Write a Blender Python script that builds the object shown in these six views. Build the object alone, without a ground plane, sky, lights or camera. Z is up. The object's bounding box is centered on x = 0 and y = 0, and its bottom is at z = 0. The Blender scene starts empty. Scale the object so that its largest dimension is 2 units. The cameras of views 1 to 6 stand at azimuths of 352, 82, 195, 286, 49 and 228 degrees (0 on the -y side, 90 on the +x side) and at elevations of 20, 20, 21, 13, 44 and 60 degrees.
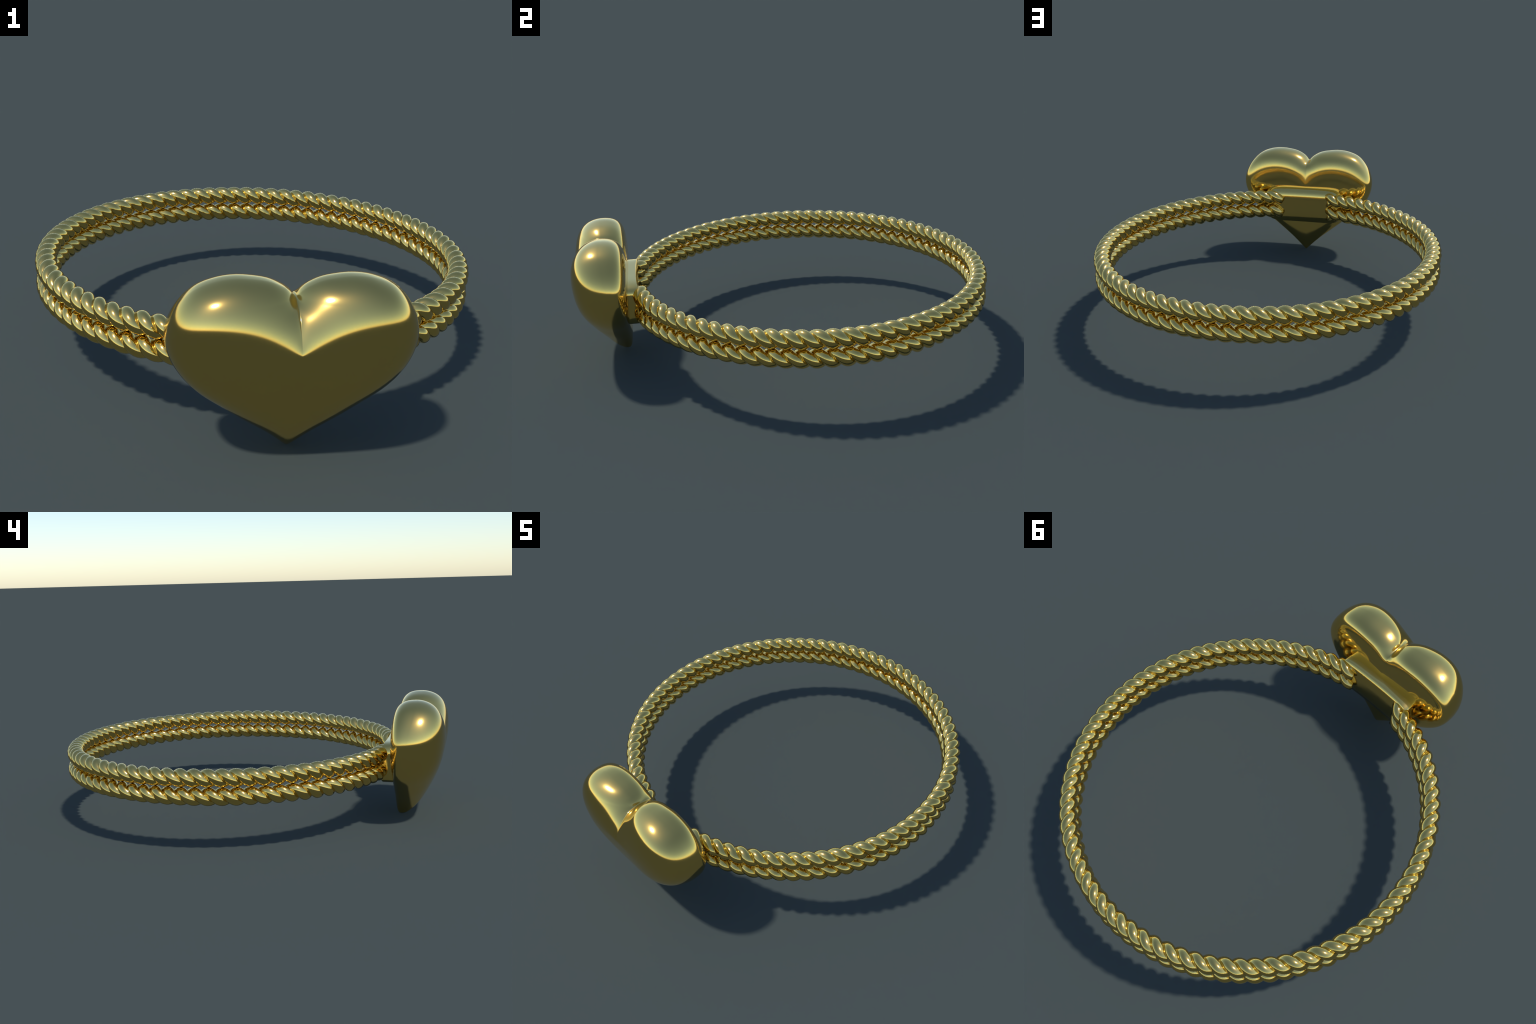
import bpy, bmesh, math
import numpy as np

# ------------------------------------------------------------------ sizes (metres)
RING_Y, RING_R = 0.1231, 0.8355        # centre (y) and radius of the rope axis circle
ROPE_Z, ROPE_H = 0.3092, 0.0422        # mid height of the band, half distance of the two ropes
ROPE_R = 0.0425                        # envelope radius of one rope
STRANDS = 2                            # strands twisted into one rope
BUMPS = 82.65                          # strand crossings in a full circle
STRAND_B = 0.0253                      # strand wire radius
TWIST_PHASE = 0.85
END_X = 0.140, 0.152                   # where the ropes stop beside the plate (+x, -x)

# ------------------------------------------------------------------ material
def gold():
    m = bpy.data.materials.new("polished_gold")
    m.use_nodes = True
    nt = m.node_tree
    b = nt.nodes["Principled BSDF"]
    b.inputs["Metallic"].default_value = 1.0
    b.inputs["Base Color"].default_value = (0.90, 0.62, 0.175, 1)
    b.inputs["Roughness"].default_value = 0.115
    return m
GOLD = gold()

def mesh_object(name, verts, faces, parent=None, smooth=True):
    me = bpy.data.meshes.new(name)
    me.from_pydata([tuple(map(float, v)) for v in verts], [], faces)
    bm = bmesh.new(); bm.from_mesh(me)
    bmesh.ops.recalc_face_normals(bm, faces=bm.faces[:])
    bm.to_mesh(me); bm.free()
    me.polygons.foreach_set("use_smooth", [smooth] * len(me.polygons))
    me.materials.append(GOLD)
    ob = bpy.data.objects.new(name, me)
    bpy.context.scene.collection.objects.link(ob)
    ob.parent = parent
    return ob

def grid_faces(rows, cols, off=0):
    """quads of a rows x cols grid closed in the column direction"""
    f = []
    for i in range(rows - 1):
        for j in range(cols):
            k = (j + 1) % cols
            f.append((off + i * cols + j, off + i * cols + k,
                      off + (i + 1) * cols + k, off + (i + 1) * cols + j))
    return f

def empty(name, parent=None, loc=(0, 0, 0)):
    e = bpy.data.objects.new(name, None)
    e.empty_display_size = 0.1
    e.location = loc
    bpy.context.scene.collection.objects.link(e)
    e.parent = parent
    return e

ring = empty("heart_ring")
ring["label"] = "polished gold ring with twin twisted rope band and puffed heart"
ring["category"] = "ring"

# ------------------------------------------------------------------ twisted ropes
def rope_axis(t):
    """t: angle around the ring, 0 at the heart (-y), growing towards +x"""
    c, s = np.cos(t), np.sin(t)
    pos = np.stack([RING_R * s, RING_Y - RING_R * c, 0 * t], -1)
    out = np.stack([s, -c, 0 * t], -1)
    return pos, out

def strand_mesh(index, around=22, per_bump=12):
    t0, t1 = (math.asin(e / RING_R) for e in END_X)
    n = int(BUMPS * per_bump)
    t = np.linspace(t0, 2 * math.pi - t1, n)
    a = ROPE_R - STRAND_B
    up = np.array([0, 0, 1.0])

    def centre(t):
        pos, out = rope_axis(t)
        ph = TWIST_PHASE + (t - math.pi) * BUMPS / STRANDS + 2 * math.pi * index / STRANDS
        rad = np.cos(ph)[:, None] * up + np.sin(ph)[:, None] * out
        return pos + a * rad, rad
    c, rad = centre(t)
    tan = centre(t + 1e-4)[0] - centre(t - 1e-4)[0]
    tan /= np.linalg.norm(tan, axis=1)[:, None]
    e1 = rad - (rad * tan).sum(1)[:, None] * tan
    e1 /= np.linalg.norm(e1, axis=1)[:, None]
    e2 = np.cross(tan, e1)
    q = np.linspace(0, 2 * math.pi, around, endpoint=False)
    v = c[:, None, :] + STRAND_B * (np.cos(q)[None, :, None] * e1[:, None, :] +
                                    np.sin(q)[None, :, None] * e2[:, None, :])
    f = grid_faces(n, around)
    f.append(tuple(range(around))[::-1])
    f.append(tuple((n - 1) * around + j for j in range(around)))
    return v.reshape(-1, 3), f

strand_data = []
for k, z in enumerate((ROPE_Z + ROPE_H, ROPE_Z - ROPE_H)):
    rope = empty("rope", ring, (0, 0, z))
    for i in range(STRANDS):
        if k == 0:
            v, f = strand_mesh(i)
            ob = mesh_object("strand", v, f, rope)
            strand_data.append(ob.data)
        else:
            ob = bpy.data.objects.new("strand", strand_data[i])
            bpy.context.scene.collection.objects.link(ob)
            ob.parent = rope

# ------------------------------------------------------------------ heart
# right half of the outline, from the cleft over the lobe down to the tip (x, z)
OUTLINE = [(0.0000, 0.5504), (0.0157, 0.5692), (0.0374, 0.5854), (0.0756, 0.6030), (0.1203, 0.6124),
           (0.1799, 0.6170), (0.2395, 0.6092), (0.3012, 0.5848), (0.3475, 0.5413), (0.3794, 0.4864),
           (0.3930, 0.4278), (0.3823, 0.3648), (0.3476, 0.3002), (0.2955, 0.2423), (0.2182, 0.1824),
           (0.1500, 0.1290), (0.0903, 0.0826), (0.0453, 0.0436), (0.0000, 0.0000)]
HZ = 0.42                               # centre that the mesh rings shrink to
Y_FRONT, Y_BACK = -1.0, -0.745
F_LOW, F_TOP = 1.6768, 1.7521         # roundness of the front section, low and high (2 is elliptic)
# side profile: furthest-forward line of the front, height by height
ENV_Z = [0.0, 0.01, 0.05, 0.1, 0.164, 0.235, 0.325, 0.414, 0.47, 0.517, 0.56, 0.59, 0.61, 0.617]
ENV_Y = [-0.7885, -0.8096, -0.8536, -0.8953, -0.9327, -0.9639, -0.9879, -0.9997, -0.9987, -0.9901, -0.9707, -0.9517, -0.9152, -0.8561]
RIM_Z, RIM_Y = [0.0, 0.05, 0.15, 0.42, 0.6], [-0.7796, -0.7901, -0.8276, -0.8247, -0.8637]   # depth at which the outline is widest
B_Z, B_P = [0.1, 0.35, 0.48, 0.6], [3.4, 3.0, 2.75, 2.5]   # squareness of the back edge by height
VALLEY = 0.0062
GROOVE_Z = 0.41                         # where the cleft groove has faded out
GROOVE, GROOVE_W, GROOVE_P = 0.31, 0.30, 2.8
CREASE, CREASE_W, CREASE_P = 0.19, 0.014, 1.35
BACK_GROOVE, BACK_GROOVE_W = 0.21, 0.045
SHIFT, TURN = -0.0025, -0.0026          # the heart sits a hair off centre
# gentle swelling of the front, terms of |x|^i z^j
SWELL = {(0, 0): 0.0036, (0, 1): -0.0166, (0, 2): -0.0077, (0, 3): 0.0035, (2, 0): -0.0458, (2, 1): 0.0773, (2, 2): -0.0879, (2, 3): -0.0733, (3, 0): 0.0336, (3, 1): 0.0411, (3, 2): -0.0873, (3, 3): -0.0728}

def spline(pts, n):
    p = np.array(pts, float)
    d = np.r_[0, np.cumsum(np.sqrt(np.linalg.norm(np.diff(p, axis=0), axis=1)))]
    p2 = np.vstack([2 * p[0] - p[1], p, 2 * p[-1] - p[-2]])
    d2 = np.r_[-d[1], d, 2 * d[-1] - d[-2]]
    u = np.linspace(0, d[-1], n)
    i = np.clip(np.searchsorted(d2, u, side="right") - 1, 1, len(d2) - 3)
    h = d2[i + 1] - d2[i]
    s = ((u - d2[i]) / h)[:, None]
    m1 = (p2[i + 1] - p2[i - 1]) / (d2[i + 1] - d2[i - 1])[:, None] * h[:, None]
    m2 = (p2[i + 2] - p2[i]) / (d2[i + 2] - d2[i])[:, None] * h[:, None]
    return ((2 * s**3 - 3 * s**2 + 1) * p2[i] + (s**3 - 2 * s**2 + s) * m1 +
            (-2 * s**3 + 3 * s**2) * p2[i + 1] + (s**3 - s**2) * m2)

def mean_value_distance(poly, pts):
    """smooth inside-distance to a closed polygon (reciprocal mean-value potential), 0 on the border"""
    out = np.empty(len(pts))
    for c in range(0, len(pts), 2000):
        d = poly[None] - pts[c:c + 2000, None]
        rho = np.linalg.norm(d, axis=2) + 1e-12
        d2, rho2 = np.roll(d, -1, 1), np.roll(rho, -1, 1)
        cr = d[..., 0] * d2[..., 1] - d[..., 1] * d2[..., 0]
        dt = (d * d2).sum(2)
        tan_half = cr / (rho * rho2 + dt + 1e-15)              # tan(angle / 2), signed
        out[c:c + 2000] = 1.0 / np.abs(((1 / rho + 1 / rho2) * tan_half).sum(1))
    return out

def build_heart():
    half = spline(OUTLINE, 170)
    o = np.vstack([half, (half * [-1, 1])[-2:0:-1]])          # closed, clockwise from the cleft
    n, top = len(o), o[:, 1].max()
    M = 64
    ss = np.cos(np.linspace(0, math.pi / 2, M))[1:-1]          # ring scales between rim and centre
    pts = np.concatenate([(o - [0, HZ]) * s + [0, HZ] for s in ss] + [np.array([[0, HZ]])])
    w = mean_value_distance(o, pts)
    w /= w.max()
    x, z = pts[:, 0], pts[:, 1]
    kern = np.exp(-.5 * (np.arange(-12, 13) / 5.0) ** 2); kern /= kern.sum()
    soften = lambda a: np.convolve(np.pad(a, 12, mode="edge"), kern, "valid")
    zs = np.linspace(-.06, .68, 149)
    ys = soften(np.interp(zs, RIM_Z, RIM_Y))
    rim_y = lambda z: np.interp(z, zs, ys)
    step = lambda a, d: (lambda t: t * t * (3 - 2 * t))(np.clip((z - a) / d, 0, 1))
    p_f = F_LOW + (F_TOP - F_LOW) * step(.25, .28)
    front = (1 - (1 - w) ** p_f) ** (1 / p_f)
    p_b = np.interp(z, B_Z, B_P)
    back = (1 - (1 - w) ** p_b) ** (1 / p_b)
    front /= front.max()
    yw = rim_y(z)
    front = front * (1 - VALLEY * step(.12, .38) * np.exp(-(x / .13) ** 2))   # dip between the cushions
    # scale every height so that the front reaches the side profile
    bins = np.linspace(0, top, 90)
    reach = np.array([front[np.abs(z - b) < .012].max() for b in bins])
    gain = np.clip((np.interp(bins, ENV_Z, ENV_Y) - rim_y(bins)) /
                   ((Y_FRONT - rim_y(bins)) * np.maximum(reach, .05)), .6, 1.6)
    gain[bins < .04] = gain[bins >= .04][0]
    gain[bins > .585] = gain[bins <= .585][-1]
    gain = soften(gain)
    front = front * np.interp(z, bins, gain)
    # cleft groove running down the front and the back, fading out
    fade = np.clip((z - GROOVE_Z) / (.56 - GROOVE_Z), 0, 1)
    fade = 1.15 * fade ** 2 / (fade + .15)
    front = front * (1 - GROOVE * fade * np.clip(1 - np.abs(x) / GROOVE_W, 0, 1) ** GROOVE_P)
    front = front * (1 - CREASE * fade ** CREASE_P * np.exp(-np.abs(x) / CREASE_W))
    back = back * (1 - BACK_GROOVE * fade * np.exp(-np.abs(x) / BACK_GROOVE_W))
    swell = sum(c * (np.abs(x) / .4) ** i * ((z - .35) / .35) ** j for (i, j), c in SWELL.items()) * w ** .8
    vf = np.stack([x, yw + (Y_FRONT - yw) * front + swell, z], -1)
    vb = np.stack([x, yw + (Y_BACK - yw) * back, z], -1)
    rim = np.stack([o[:, 0], rim_y(o[:, 1]), o[:, 1]], -1)
    k = len(ss)
    # rows: front centre ring ... rim ... back centre ring, then the two poles
    v = np.vstack([vf[:-1].reshape(k, n, 3)[::-1].reshape(-1, 3), rim, vb[:-1], vf[-1:], vb[-1:]])
    f = grid_faces(2 * k + 1, n)
    a, last = len(v) - 2, 2 * k * n
    for j in range(n):
        i = (j + 1) % n
        f.append((a, i, j))
        f.append((a + 1, last + j, last + i))
    v = np.stack([v[:, 0] + TURN * (v[:, 2] - .35) + SHIFT, v[:, 1], v[:, 2] - TURN * v[:, 0]], -1)
    v[:, 2] -= v[:, 2].min()
    return mesh_object("heart", v, f, ring)
heart = build_heart()

# ------------------------------------------------------------------ mounting plate
def build_plate():
    """rounded bar between heart and ropes: superelliptic outline in x-z, barrelled towards the finger"""
    X, ZC, H, N = 0.220, 0.3025, 0.1025, 6.0
    Y0, YM, SAG, K, RP = -0.765, -0.700, 0.010, 4.3, 3.0
    m = 160
    th = np.linspace(0, 2 * math.pi, m, endpoint=False)
    ox = X * np.sign(np.cos(th)) * np.abs(np.cos(th)) ** (2 / N)
    oz = H * np.sign(np.sin(th)) * np.abs(np.sin(th)) ** (2 / N)
    back = lambda x, z: YM + RP - np.sqrt(RP ** 2 - x ** 2) - SAG * np.abs(z / H) ** K
    rows = [np.stack([ox, 0 * ox + Y0, ZC + oz], -1)]
    r = 0.002                                                  # softened edge
    rows.append(np.stack([ox, back(ox, oz) - r, ZC + oz], -1))
    rows.append(np.stack([ox * (1 - .3 * r / X), back(ox, oz) - .3 * r, ZC + oz * (1 - .3 * r / H)], -1))
    for s in np.r_[1 - r / H, np.linspace(.96, .02, 30)]:
        rows.append(np.stack([ox * s, back(ox * s, oz * s), ZC + oz * s], -1))
    v = np.concatenate(rows)
    f = grid_faces(len(rows), m)
    f.append(tuple(range(m))); f.append(tuple((len(rows) - 1) * m + j for j in range(m)))
    ob = mesh_object("mounting_plate", v, f, ring)
    me = ob.data
    me.set_sharp_from_angle(angle=math.radians(35))
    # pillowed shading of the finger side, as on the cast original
    normals = [c.vector.copy() for c in me.corner_normals]
    for p in me.polygons:
        if p.normal.y > 0.6:
            for li in p.loop_indices:
                co = me.vertices[me.loops[li].vertex_index].co
                u = (co.z - ZC) / H
                n = np.array([-co.x / RP, 1.0, 1.0 * np.sign(u) * abs(u) ** (K - 1)])
                normals[li] = n / np.linalg.norm(n)
    me.normals_split_custom_set([tuple(n) for n in normals])
    return ob
build_plate()
